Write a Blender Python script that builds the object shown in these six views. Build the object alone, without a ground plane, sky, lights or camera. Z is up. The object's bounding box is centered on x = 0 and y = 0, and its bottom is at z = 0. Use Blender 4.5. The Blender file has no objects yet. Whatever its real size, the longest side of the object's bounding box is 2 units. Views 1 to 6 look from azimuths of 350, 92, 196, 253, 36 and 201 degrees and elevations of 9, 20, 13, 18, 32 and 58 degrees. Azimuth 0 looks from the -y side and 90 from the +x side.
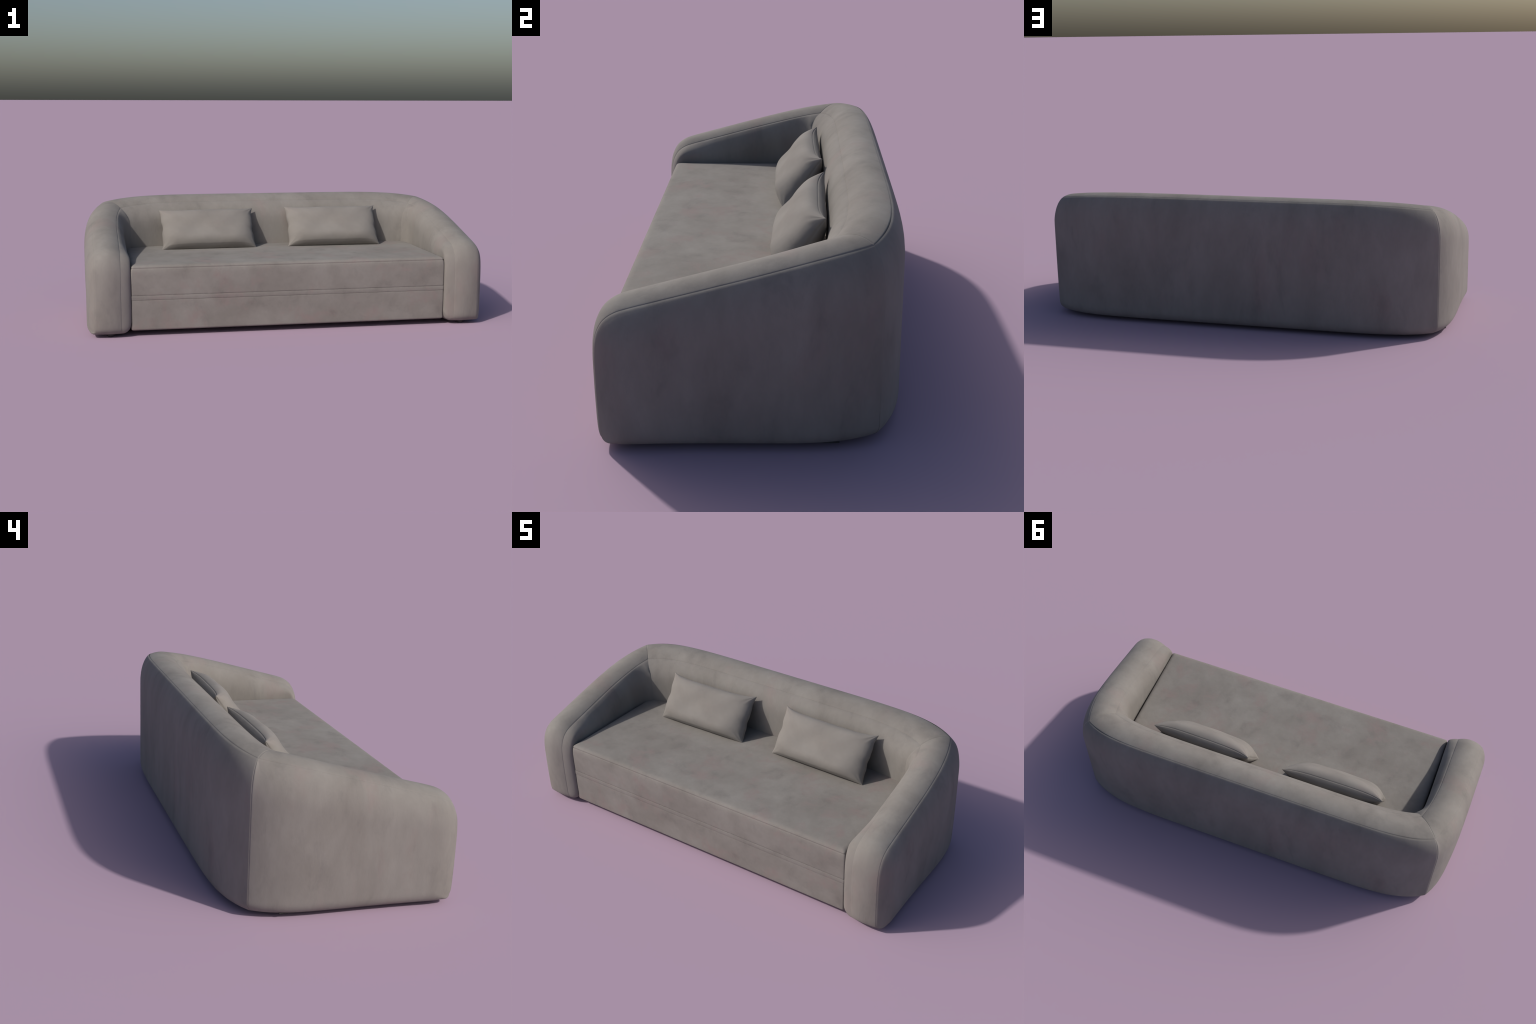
import bpy, math
import numpy as np
from mathutils import Matrix

# ------------------------------------------------------------------ helpers
def quarter(d, a):
    """quarter-ellipse rise 0..1 over distance a"""
    t = np.clip(1.0 - np.asarray(d, float) / a, 0.0, 1.0)
    return np.sqrt(np.maximum(0.0, 1.0 - t * t))

def catmull(pts, n):
    """smooth curve through control points, resampled evenly by arc length"""
    P = np.array(pts, float)
    Q = np.vstack([2 * P[0] - P[1], P, 2 * P[-1] - P[-2]])
    out = []
    for i in range(1, len(Q) - 2):
        for t in np.linspace(0, 1, 24, endpoint=False):
            a, b, c, d = Q[i - 1], Q[i], Q[i + 1], Q[i + 2]
            out.append(.5 * (2 * b + (c - a) * t + (2 * a - 5 * b + 4 * c - d) * t * t
                             + (3 * b - a - 3 * c + d) * t ** 3))
    out.append(P[-1])
    return resample(np.array(out), n)

def resample(P, n):
    s = np.r_[0, np.cumsum(np.linalg.norm(np.diff(P, axis=0), axis=1))]
    t = np.linspace(0, s[-1], n)
    return np.stack([np.interp(t, s, P[:, k]) for k in range(P.shape[1])], 1)

def resample_end(P, n):
    """as resample, but rows crowd together towards the end"""
    s = np.r_[0, np.cumsum(np.linalg.norm(np.diff(P, axis=0), axis=1))]
    t = s[-1] * (1 - (1 - np.linspace(0, 1, n)) ** 2)
    return np.stack([np.interp(t, s, P[:, k]) for k in range(P.shape[1])], 1)

def grid_faces(r, c, closed=False, base=0):
    F = []
    for i in range(r - 1):
        for j in range(c if closed else c - 1):
            k = (j + 1) % c
            F.append((base + i * c + j, base + i * c + k, base + (i + 1) * c + k, base + (i + 1) * c + j))
    return F

def bulge(d, a):
    """panel swelling out from a seam: quick but finite rise, flat at distance a"""
    f = lambda q: (np.maximum(0, 1 - np.clip(1 - q / (a + .010), 0, 1) ** 2)) ** .5
    e = f(np.float64(.010))
    return np.clip((f(np.maximum(np.asarray(d, float), 0) + .010) - e) / (1 - e), 0, 1)

class Shape:
    """collects grids (each keeps its own border vertices, so grid borders stay crisp)"""
    def __init__(self):
        self.v, self.f = [], []
    def grid(self, G, closed=False, flip=False, cap=False):
        r, c = G.shape[:2]
        base = len(self.v)
        self.v += [tuple(p) for p in G.reshape(-1, 3)]
        F = grid_faces(r, c, closed, base)
        if cap:
            F.append(tuple(base + (r - 1) * c + j for j in range(c)))
        if flip:
            F = [tuple(reversed(f)) for f in F]
        self.f += F
    def object(self, name, mat, mirror=False):
        v = [(-x, y, z) for x, y, z in self.v] if mirror else self.v
        f = [tuple(reversed(q)) for q in self.f] if mirror else self.f
        me = bpy.data.meshes.new(name)
        me.from_pydata(v, [], f)
        me.validate()
        me.update()
        for p in me.polygons:
            p.use_smooth = True
        me.materials.append(mat)
        ob = bpy.data.objects.new(name, me)
        bpy.context.scene.collection.objects.link(ob)
        return ob

def empty(name):
    ob = bpy.data.objects.new(name, None)
    bpy.context.scene.collection.objects.link(ob)
    return ob

# ---------------------------------------------------------------- materials
def suede(name, streak=1.0, tint=(1, 1, 1), offset=(0, 0, 0), patch=0.5, mottle=1.0):
    """brushed suede: nap light/dark clouds, faint rosy patches, fine grain"""
    m = bpy.data.materials.new(name)
    m.use_nodes = True
    nt = m.node_tree
    N, L = nt.nodes, nt.links
    N.clear()
    out = N.new('ShaderNodeOutputMaterial')
    bs = N.new('ShaderNodeBsdfPrincipled')
    L.new(bs.outputs[0], out.inputs[0])
    bs.inputs['Roughness'].default_value = 0.92
    bs.inputs['Specular IOR Level'].default_value = 0.15
    bs.inputs['Sheen Weight'].default_value = 0.06
    bs.inputs['Sheen Roughness'].default_value = 0.5
    tc = N.new('ShaderNodeTexCoord')
    mp = N.new('ShaderNodeMapping')
    mp.inputs['Location'].default_value = offset
    mp.inputs['Scale'].default_value = (1, 1, streak)
    L.new(tc.outputs['Object'], mp.inputs[0])
    def noise(scale, detail, rough, dist=0.0, src=mp):
        n = N.new('ShaderNodeTexNoise')
        n.inputs['Scale'].default_value = scale
        n.inputs['Detail'].default_value = detail
        n.inputs['Roughness'].default_value = rough
        n.inputs['Distortion'].default_value = dist
        L.new(src.outputs[0], n.inputs['Vector'])
        return n
    def ramp(n, stops):
        r = N.new('ShaderNodeValToRGB')
        e = r.color_ramp.elements
        while len(e) < len(stops):
            e.new(0.5)
        for el, (p, c) in zip(e, stops):
            el.position = p
            el.color = (*c, 1)
        L.new(n.outputs[0], r.inputs[0])
        return r
    def mix(a, b, fac, mode='MIX'):
        x = N.new('ShaderNodeMix')
        x.data_type = 'RGBA'
        x.blend_type = mode
        if isinstance(fac, float):
            x.inputs[0].default_value = fac
        else:
            L.new(fac, x.inputs[0])
        L.new(a, x.inputs[6])
        L.new(b, x.inputs[7])
        return x.outputs[2]
    mid = (.216, .201, .186)
    T = lambda c: tuple((m + (a - m) * min(1, .4 + .6 * mottle)) * b for a, b, m in zip(c, tint, mid))
    clouds = ramp(noise(5.0, 8, 0.66, 0.2), [(0.30, T((.186, .171, .157))), (0.50, T((.216, .201, .186))), (0.70, T((.246, .232, .216)))])
    rosy = N.new('ShaderNodeRGB')
    rosy.outputs[0].default_value = (*T((.228, .180, .172)), 1)
    pm = ramp(noise(6.0, 8, 0.66, 0.3), [(0.54, (0, 0, 0)), (0.66, (patch,) * 3)])
    col = mix(clouds.outputs[0], rosy.outputs[0], pm.outputs[0])
    scuff = ramp(noise(10.0, 9, 0.72, 0.3), [(0.34, (.80, .80, .82)), (0.46, (1, 1, 1))])
    col = mix(col, scuff.outputs[0], 0.50 * mottle, 'MULTIPLY')
    fine = ramp(noise(24.0, 7, 0.68, 0.2), [(0.30, (.93, .93, .94)), (0.70, (1.06, 1.06, 1.05))])
    col = mix(col, fine.outputs[0], 0.45 * mottle, 'MULTIPLY')
    grain = ramp(noise(420.0, 3, 0.6, 0, tc), [(0.3, (.93, .93, .93)), (0.7, (1.06, 1.06, 1.06))])
    col = mix(col, grain.outputs[0], 0.7, 'MULTIPLY')
    L.new(col, bs.inputs['Base Color'])
    b1 = N.new('ShaderNodeBump')
    b1.inputs['Strength'].default_value = 0.12
    b1.inputs['Distance'].default_value = 0.002
    L.new(noise(330.0, 4, 0.6, 0, tc).outputs[0], b1.inputs['Height'])
    b2 = N.new('ShaderNodeBump')
    b2.inputs['Strength'].default_value = 0.10
    b2.inputs['Distance'].default_value = 0.01
    L.new(noise(22.0, 5, 0.6, 0.5).outputs[0], b2.inputs['Height'])
    L.new(b1.outputs[0], b2.inputs['Normal'])
    L.new(b2.outputs[0], bs.inputs['Normal'])
    return m

def plain(name, col, rough):
    m = bpy.data.materials.new(name)
    m.use_nodes = True
    nt = m.node_tree
    b = nt.nodes['Principled BSDF']
    b.inputs['Roughness'].default_value = rough
    n = nt.nodes.new('ShaderNodeTexNoise')
    n.inputs['Scale'].default_value = 90
    r = nt.nodes.new('ShaderNodeValToRGB')
    r.color_ramp.elements[0].color = (*[c * .8 for c in col], 1)
    r.color_ramp.elements[1].color = (*[c * 1.2 for c in col], 1)
    tc = nt.nodes.new('ShaderNodeTexCoord')
    nt.links.new(tc.outputs['Object'], n.inputs['Vector'])
    nt.links.new(n.outputs[0], r.inputs[0])
    nt.links.new(r.outputs[0], b.inputs['Base Color'])
    return m

M_SHELL = suede('suede_shell', streak=0.40, patch=0.38)
M_SEAT = suede('suede_seat', streak=1.0, offset=(3.1, 1.7, .4), patch=0.65)
M_PILLOW = suede('suede_pillow', streak=1.0, tint=(1.05, 1.05, 1.05), offset=(7, 2, 5), patch=0.35, mottle=0.45)
M_FOOT = plain('black_plastic', (.022, .022, .022), .5)
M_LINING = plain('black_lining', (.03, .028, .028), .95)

# ----------------------------------------------------- shell plan & sections
BOT = 0.0135            # underside of arms and back
RND = 0.130             # height over which panels round in under the seam
BR_IN, BR_H = 0.036, 0.045   # roll of the lower edge
MITRE_O = np.array([.896, .321, .573])
MITRE_I = np.array([.801, .219, .555])
MITRE_H = 0.021

SIDE = [(-.370, .0135), (-.394, .014), (-.413, .025), (-.4225, .050), (-.4245, .13), (-.4245, .20),
        (-.4235, .27), (-.4190, .318), (-.4090, .352), (-.3910, .380), (-.3630, .400), (-.3270, .413),
        (-.250, .434), (-.170, .4555), (-.090, .477), (-.010, .498), (.070, .519)]
side_o = catmull(SIDE + [(.140, .5365), (.200, .5500), (.260, .5620), (.321, .573)], 260)
side_i = catmull(SIDE + [(.125, .5335), (.175, .5455), (.219, .555)], 240)

def xs_out(y): return .960 - .064 * np.clip((y + .25) / .571, 0, 1) ** 4
def X_out(y): return 1.000 - .068 * np.clip((y + .25) / .601, 0, 1) ** 5.8
def xs_in(y): return .836 - .035 * np.clip((y + .10) / .319, 0, 1) ** 2.5
def X_in(y): return .789 + .006 * np.clip((y + .3) / .3, 0, 1) - .043 * np.clip((y + .02) / .20, 0, 1) ** 6.5

def ys_out(x): return .394 - .073 * np.clip(abs(x) / .896, 0, 1) ** 7.5
def zs_out(x): return .600 - .027 * np.clip(abs(x) / .896, 0, 1) ** 6
def Y_out(x): return .4355 - .0845 * np.clip(abs(x) / .932, 0, 1) ** 7.5
def ys_in(x): return .272 - .053 * np.clip(abs(x) / .801, 0, 1) ** 7.5
def zs_in(x): return .577 - .022 * np.clip(abs(x) / .801, 0, 1) ** 6
def Y_in(x): return .218 - .038 * np.clip(abs(x) / .752, 0, 1.1) ** 6

def bottom_roll(z): return BR_IN * (1 - quarter(z - BOT, BR_H))
def p4(a, b): return (a ** 10 + b ** 10) ** .1
def lip(d):
    """stitched seam: pinched groove with a small raised lip beside it"""
    return .0004 * np.exp(-((d - .005) / .0025) ** 2) - .0016 * np.exp(-(d / .0017) ** 2)

def corner_out(z):
    ins = p4(.036 * (1 - bulge(.573 - z, RND)), bottom_roll(z))
    return .932 - ins, .351 - ins * .835
def corner_in(z):
    ins = 1 - bulge(.555 - z, .09)
    return .752 + .049 * ins, .180 + .039 * ins

def rnd_out(y): return .095 + .035 * np.clip((y + .35) / .4, 0, 1)
def rnd_in(y): return .026 + .064 * np.clip((y + .37) / .15, 0, 1)

def dist_to(P, curve):
    D = np.full(P.shape[:-1], 9.0)
    A, B = curve[:-1], curve[1:]
    for a, b in zip(A, B):
        ab = b - a
        t = np.clip(((P - a) @ ab) / (ab @ ab), 0, 1)
        D = np.minimum(D, np.linalg.norm(P - a - t[..., None] * ab, axis=-1))
    return D

RINGS = [0, .0007, .0014, .0022, .0032, .005, .007, .009, .012, .016, .022, .03, .04, .052, .066, .082, .10, .12, .14]

def row_depths(ztop, zb):
    """depths below the seam at which both panels that meet on a corner have their rows"""
    h = ztop - zb
    return np.r_[np.array(RINGS[:-3]), np.linspace(.11, h - .05, 14), h - np.array([.042, .034, .026, .019, .013, .008, .004, .0015, 0])]

def arm_panel(outer):
    seam = side_o if outer else side_i
    ztop = seam[-1, 1]
    cz = ztop - row_depths(ztop, BOT if outer else .20)[1:]
    if not outer:
        cz = np.r_[cz, np.linspace(.20, BOT, 20)[1:]]
    cy = (corner_out if outer else corner_in)(cz)[1]
    bottom = np.stack([np.linspace(cy[-1], seam[0, 0], 90)[1:-1], np.full(88, BOT)], 1)
    C = np.vstack([seam, np.stack([cy, cz], 1), bottom])
    # work in coordinates where the inner corner is a straight upright line
    sm = lambda e: np.clip((e + .05) / .23, 0, 1) ** 2
    lean = lambda z: 0 * z if outer else corner_in(z)[1] - .180
    yb, zb_ = C[:, 0].copy(), C[:, 1]
    eta = yb.copy()
    for _ in range(40):
        eta = yb - lean(zb_) * sm(eta)
    C0 = C.copy()
    C = np.stack([eta, zb_], 1)
    ky = np.clip(C[:, 0] * .75 - .02, -.27, .17)
    K = np.stack([ky, np.full(len(C), .21)], 1)
    D = K - C
    Ln = np.linalg.norm(D, axis=1, keepdims=True)
    U = D / Ln
    rows = []
    for d in RINGS:
        rows.append(C + U * np.minimum(d, Ln * .8))
    last = rows[-1]
    for f in np.linspace(0, 1, 9)[1:]:
        rows.append(last + (K - last) * f)
    P = np.array(rows)
    P[..., 0] += lean(P[..., 1]) * sm(P[..., 0])
    C = C0
    P[0] = C
    y, z = P[..., 0], P[..., 1]
    ds = dist_to(P, seam[seam[:, 1] > .03])      # the seam fades out as it turns underneath
    dl = dist_to(P, seam[seam[:, 1] < .034])
    if outer:
        ins = p4(p4((X_out(y) - xs_out(y)) * (1 - bulge(ds, rnd_out(y))), (X_out(y) - xs_out(y)) * (1 - quarter(dl, BR_H))), bottom_roll(z))
        x = X_out(y) - ins + lip(ds) - .013 * np.clip(1 - z / .25, 0, 1) ** 1.5 * np.clip(1 - ((y - .02) / .36) ** 2, 0, 1)
        xc, yc = corner_out(z)
        form = X_out(yc) - p4((X_out(yc) - xs_out(yc)) * (1 - bulge(.573 - z, RND)), bottom_roll(z))
        w = np.clip((y + .1) / (yc + .1), 0, 1) ** 6
        x = x + (xc - form) * w
    else:
        ins = p4(p4((xs_in(y) - X_in(y)) * (1 - bulge(ds, rnd_in(y))), (xs_in(y) - X_in(y)) * (1 - quarter(dl, BR_H))), bottom_roll(z))
        x = X_in(y) + ins - lip(ds)
        xc, yc = corner_in(z)
        form = X_in(yc) + p4((xs_in(yc) - X_in(yc)) * (1 - bulge(.555 - z, rnd_in(yc))), bottom_roll(z))
        w = np.clip((y + .1) / (yc + .1), 0, 1) ** 6
        x = x + (xc - form) * w
    # the border on the mitre must sit exactly on the shared corner line
    a, b = len(seam) - 1, len(seam) + len(cz)
    dc = dist_to(P, C[a:b])
    cut = .0008 * np.exp(-(dc / .0017) ** 2) if outer else 0 * dc
    zz = C[a:b, 1]
    x[0, a:b] = (corner_out if outer else corner_in)(zz)[0]
    ns = len(seam) - 1
    x[0, :ns] = (xs_out if outer else xs_in)(seam[:ns, 0]) + (1 if outer else -1) * lip(0.) * np.clip((seam[:ns, 1] - .03) / .02, 0, 1)
    x, y = x - cut, y - cut
    G = np.stack([x, y, z], -1)
    return G

def across(n=35):
    """0..1 across the band, denser towards both seams"""
    e = np.array([0, .006, .012, .018, .026, .042, .06, .08, .11])
    return np.r_[e, np.linspace(.15, .85, n - 18), 1 - e[::-1]]

W = across()
CROWN = (np.clip(4 * W * (1 - W), 0, 1)) ** .95

def arm_band():
    n = 170
    # match outer and inner curves: identical up front, proportional along the top
    ko = np.argmin(abs(side_o[:, 0] + .2) + 9 * (side_o[:, 1] < .4))
    ki = np.argmin(abs(side_i[:, 0] + .2) + 9 * (side_i[:, 1] < .4))
    so = np.vstack([resample(side_o[:ko + 1], 110)[:-1], resample_end(side_o[ko:], n - 109)])
    si = np.vstack([resample(side_i[:ki + 1], 110)[:-1], resample_end(side_i[ki:], n - 109)])
    T = np.gradient((so + si) / 2, axis=0)
    T /= np.linalg.norm(T, axis=1, keepdims=True)
    Nrm = np.stack([np.zeros(len(T)), -T[:, 1], T[:, 0]], 1)
    y = so[:, 0]
    w = (np.clip((y - .05) / .27, 0, 1) ** 2)[:, None]
    Nrm = Nrm * (1 - w) + np.array([0, 0, 1.]) * w
    Nrm /= np.linalg.norm(Nrm, axis=1, keepdims=True)
    up = np.clip(Nrm[:, 2], 0, 1)
    h = .010 + (.021 - .010) * up ** 1.5
    down = np.clip(-Nrm[:, 2], 0, 1)
    h = h * (1 - down * .9)
    h = h * (1 - w[:, 0]) + MITRE_H * w[:, 0]
    Po = np.stack([xs_out(so[:, 0]), so[:, 0], so[:, 1]], 1)
    Pi = np.stack([xs_in(si[:, 0]), si[:, 0], si[:, 1]], 1)
    edge = np.minimum(W, 1 - W) * .122
    G = Po[:, None] * (1 - W)[None, :, None] + Pi[:, None] * W[None, :, None]
    gap = np.r_[np.cumsum(np.linalg.norm(np.diff(so, axis=0), axis=1)[::-1])[::-1], 0]
    fade = np.clip((so[:, 1] - .03) / .02, 0, 1)[:, None]
    G = G + Nrm[:, None] * (h[:, None] * CROWN[None] + fade * np.minimum(lip(edge)[None], .6 * lip(gap)[:, None]))[..., None]
    return G

def back_band():
    n = 161
    u = np.sin(np.linspace(-1, 1, n) * math.pi / 2)
    u = np.sign(u) * abs(u) ** 1.0
    xo, xi = u * .896, u * .801
    Po = np.stack([xo, ys_out(xo), zs_out(xo)], 1)
    Pi = np.stack([xi, ys_in(xi), zs_in(xi)], 1)
    w = (abs(u) ** 10)[:, None]
    Nrm = np.array([0, -.15, 1.]) * (1 - w) + np.array([0, 0, 1.]) * w
    Nrm /= np.linalg.norm(Nrm, axis=1, keepdims=True)
    h = .021 * (1 - w) + MITRE_H * w
    edge = np.minimum(W, 1 - W) * .122
    G = Po[:, None] * (1 - W)[None, :, None] + Pi[:, None] * W[None, :, None]
    gap = (1 - abs(u)) * .85
    return G + Nrm[:, None] * (h * CROWN[None] + np.minimum(lip(edge)[None], .6 * lip(gap)[:, None]))[..., None]

def back_panel(outer):
    u = np.sin(np.linspace(-1, 1, 141) * math.pi / 2)
    if not outer:
        u = np.r_[-1.025, u, 1.025]      # tucks in behind the arm at the inner corner
    zb = BOT if outer else .20
    ztop = .573 if outer else .555
    ds = row_depths(ztop, zb)
    rows = []
    for d in ds:
        v = d / (ztop - zb)
        zc = ztop - d
        xc, yc = (corner_out if outer else corner_in)(zc)
        x = u * xc
        xs = u * (.896 if outer else .801)
        zt = zs_out(xs) if outer else zs_in(xs)
        z = zt + (zb - zt) * v
        dd = zt - z
        if outer:
            f = lambda x, z, dd: Y_out(x) - p4((Y_out(x) - ys_out(np.clip(x * .961, -.896, .896))) * (1 - bulge(dd, RND)), bottom_roll(z))
        else:
            f = lambda x, z, dd: Y_in(x) + (ys_in(x) - Y_in(x)) * (1 - bulge(dd, .105))
        y = f(x, z, dd)
        y = y + (yc - np.interp(1, u, y)) * np.clip(abs(u), 0, 1) ** 12
        sgn = 1 if outer else -1
        cut = .0008 * np.exp(-((1 - abs(u)) * .93 / .0017) ** 2) if outer else 0 * u
        y = y + sgn * lip(dd) * (1 - np.clip(abs(u), 0, 1) ** 60) - cut
        x = x - np.sign(u) * cut
        rows.append(np.stack([x, y, z], 1))
    return np.array(rows)

# -------------------------------------------------------------- build sofa
sofa = empty('sofa')
sofa['label'] = 'Grey-taupe suede sofa with rounded back and sloping arms'
sofa['category'] = 'sofa'

def add(ob, parent=sofa):
    ob.parent = parent
    return ob

arm = Shape()
arm.grid(arm_panel(True), closed=True, flip=True)
arm.grid(arm_band(), flip=True)
arm.grid(arm_panel(False), closed=True)
for mirror in (False, True):
    a = add(arm.object('armrest', M_SHELL, mirror))

back = Shape()
back.grid(back_panel(True))
back.grid(back_band())
back.grid(back_panel(False), flip=True)
add(back.object('backrest', M_SHELL))

def box_loop(xa, xb, ya, yb, r, n=8):
    """rounded rectangle in plan"""
    pts = []
    for cx, cy, a0 in ((xb - r, yb - r, 0), (xa + r, yb - r, 90), (xa + r, ya + r, 180), (xb - r, ya + r, 270)):
        for k in range(n + 1):
            a = math.radians(a0 + 90 * k / n)
            pts.append((cx + r * math.cos(a), cy + r * math.sin(a)))
    return np.array(pts)

def densify(loop, step=.02):
    out = []
    for a, b in zip(loop, np.roll(loop, -1, 0)):
        k = max(1, int(np.linalg.norm(b - a) / step))
        for i in range(k):
            out.append(a + (b - a) * i / k)
    return np.array(out)

def slab(name, xh, ya, yb, levels, r, mat, top_in=None):
    """upholstered block: list of (z, inset) levels, closed top and bottom"""
    base = densify(box_loop(-xh, xh, ya, yb, r))
    c = np.array([0, (ya + yb) / 2])
    S = Shape()
    rows = []
    for z, ins in levels:
        sx = (xh - ins) / xh
        sy = ((yb - ya) / 2 - ins) / ((yb - ya) / 2)
        L2 = (base - c) * [sx, sy] + c
        rows.append(np.column_stack([L2, np.full(len(L2), z)]))
    if top_in:
        zt, ins = levels[-1]
        for f in np.linspace(1, 0, 14)[1:]:
            g = .0 + f
            L2 = (base - c) * [(xh - ins) / xh * g, ((yb - ya) / 2 - ins) / ((yb - ya) / 2) * g] + c
            rows.append(np.column_stack([L2, np.full(len(L2), zt + top_in * (1 - f ** 6))]))
    S.grid(np.array(rows), closed=True, cap=True)
    ob = S.object(name, mat)
    # closed bottom
    me = ob.data
    n = len(base)
    import bmesh
    bm = bmesh.new()
    bm.from_mesh(me)
    bm.verts.ensure_lookup_table()
    bm.faces.new([bm.verts[i] for i in reversed(range(n))])
    bm.to_mesh(me)
    bm.free()
    return ob

def arc(z0, z1, i0, n=6, up=True):
    """rounded horizontal edge levels"""
    out = []
    for k in range(n + 1):
        a = math.radians(90 * k / n)
        if up:
            out.append((z0 + (z1 - z0) * math.sin(a), i0 * (1 - math.cos(a))))
        else:
            out.append((z1 - (z1 - z0) * math.cos(a), i0 * (1 - math.sin(a))))
    return out

SX = .7895
YB = .29
cushion_levels = [(.1974, .0020), (.1976, .0010), (.1982, .0005), (.203, .0004), (.215, .0002), (.24, 0), (.29, 0), (.310, .001), (.322, .0025),
                  (.3255, .0038), (.3275, .0052), (.329, .0054), (.3305, .0048), (.332, .0045), (.335, .0055), (.3385, .0085), (.3415, .0135), (.3435, .020), (.3445, .028)]
seat = add(slab('seat_cushion', SX, -.401, YB, cushion_levels, .009, M_SEAT, top_in=.0025))
strip = [(.1755, .008)] + arc(.1757, .1763, .0009, 4, up=False) + [(.186, -.0003)] + arc(.1965, .1971, .0009, 4) + [(.1973, .010)]
trim = add(slab('front_trim', SX + .001, -.4014, YB, strip, .009, M_SEAT))
apron_levels = [(.026, .02)] + arc(.026, .036, .010, 5, up=False) + [(.06, .001), (.11, .0), (.165, .0003), (.173, .0005), (.1749, .0008), (.1754, .0020)]
apron = add(slab('front_apron', SX, -.401, YB, apron_levels, .009, M_SEAT))

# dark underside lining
lining = Shape()
def plate(x0, x1, y0, y1, z0, z1):
    lining.grid(np.array([[(x, y, z) for x, y in ((x0, y0), (x1, y0), (x1, y1), (x0, y1))] for z in (z0, z1)], float), closed=True, cap=True)
    b = len(lining.v) - 8
    lining.f.append((b + 3, b + 2, b + 1, b))
plate(.83, .955, -.385, .24, BOT + .0012, .05)
plate(-.955, -.83, -.385, .24, BOT + .0012, .05)
plate(-.84, .84, .18, .34, BOT + .0022, .052)
under = add(lining.object('underside_lining', M_LINING))
for p in under.data.polygons:
    p.use_smooth = False

# feet
foot = Shape()
prof = [(0.0, .014), (.003, .0175), (.008, .0205), (.014, .0225), (.030, .0235)]
ang = np.linspace(0, 2 * math.pi, 32, endpoint=False)
foot.grid(np.array([[(r * math.cos(a), r * math.sin(a), z) for a in ang] for z, r in prof]), closed=True, cap=True)
foot.f.append(tuple(reversed(range(32))))
proto = foot.object('foot', M_FOOT)
for k, (fx, fy) in enumerate(((.888, -.375), (-.888, -.375), (.76, .25), (-.76, .25))):
    o = proto if k == 0 else proto.copy()
    if k:
        bpy.context.scene.collection.objects.link(o)
    o.location = (fx, fy, 0)
    add(o)

# ---------------------------------------------------------------- pillows
def pillow_mesh():
    ns, nt_ = 150, 110
    q, p = np.linspace(-1, 1, ns), np.linspace(-1, 1, nt_)
    s = np.sign(q) * (1 - (1 - abs(q)) ** 2)
    t = np.sign(p) * (1 - (1 - abs(p)) ** 2)
    S, T = np.meshgrid(s, t)
    hx, hy = .256, .120
    wav_l = .003 * np.sin(T * 7.0 + .8) + .001 * np.sin(T * 13)
    wav_r = .002 * np.sin(T * 8.0 - .5) + .001 * np.sin(T * 15 + 1)
    x = hx * S * (1 - .05 * (1 - abs(T) ** 4)) + np.where(S < 0, wav_l, wav_r) * S ** 4 * (1 - T ** 2)
    y = hy * T * (1 - np.where(T > 0, .145, .02) * (1 - abs(S) ** 5) * T ** 2)
    ex, ey = np.clip(1 - abs(S), 0, 1), np.clip(1 - abs(T), 0, 1)
    puff = (1 - (1 - ex) ** 4) ** .48 * (1 - (1 - ey) ** 2.6) ** np.where(T < 0, .46, .54)
    puff = puff / puff.max()
    # gathers running in from the corners
    r = np.hypot((1 - abs(S)) * hx, (1 - abs(T)) * hy)
    th = np.arctan2((1 - abs(T)) * hy, (1 - abs(S)) * hx + 1e-6)
    gather = np.sin(th * 11 + np.sign(S) * 1.1 + np.sign(T) * .7) * np.exp(-((r - .035) / .03) ** 2) * .0006
    edge = np.minimum(ex * hx, ey * hy)
    # stitched edge: the outermost rows are drawn in
    pinch = .0012 * np.exp(-(np.minimum(ex, ey) / .0012))
    x = x - np.sign(S) * pinch * (ex < .02)
    y = y - np.sign(T) * pinch * (ey < .02)
    gate = np.clip(edge / .01, 0, 1)
    low = np.exp(-((T + .70) / .45) ** 2) * (1 - (1 - ex) ** 4) ** .7 * np.clip(ey / .12, 0, 1) ** .5
    bow = .016 * (1 - S ** 4) * (1 + T) / 2     # tips curl back, the middle of the top edge comes forward
    lump = (.0018 * np.sin(S * 5.1 + T * 2.3 + .6) + .0014 * np.sin(S * 8.7 - T * 4.1) + .0010 * np.sin(T * 7.3 + S * 3.0)) * puff
    front = bow + .055 * puff + .021 * low + lump + gather * gate
    rear = bow + lump - (.060 * puff + gather * gate * .8)
    sh = Shape()
    A = np.stack([x, y, front], -1)
    B = np.stack([x, y, rear], -1)
    sh.grid(A)
    sh.grid(B, flip=True)
    return sh

pm = pillow_mesh().object('throw_pillow', M_PILLOW)
pm['label'] = 'Rectangular grey suede cushion with pinched corners'
pm['category'] = 'pillow'
tilt = math.atan2(.193, .127)       # leaning back against the backrest
def place(ob, cx, cy, cz, yaw, roll, extra=0):
    R = Matrix.Rotation(yaw, 4, 'Z') @ Matrix.Rotation(tilt + extra, 4, 'X') @ Matrix.Rotation(roll, 4, 'Z')
    ob.matrix_world = Matrix.Translation((cx, cy, cz)) @ R
place(pm, .340, .143, .446, math.radians(-1.0), math.radians(0.2))
p2 = pm.copy()
bpy.context.scene.collection.objects.link(p2)
place(p2, -.345, .140, .442, math.radians(.8), math.radians(0.3))
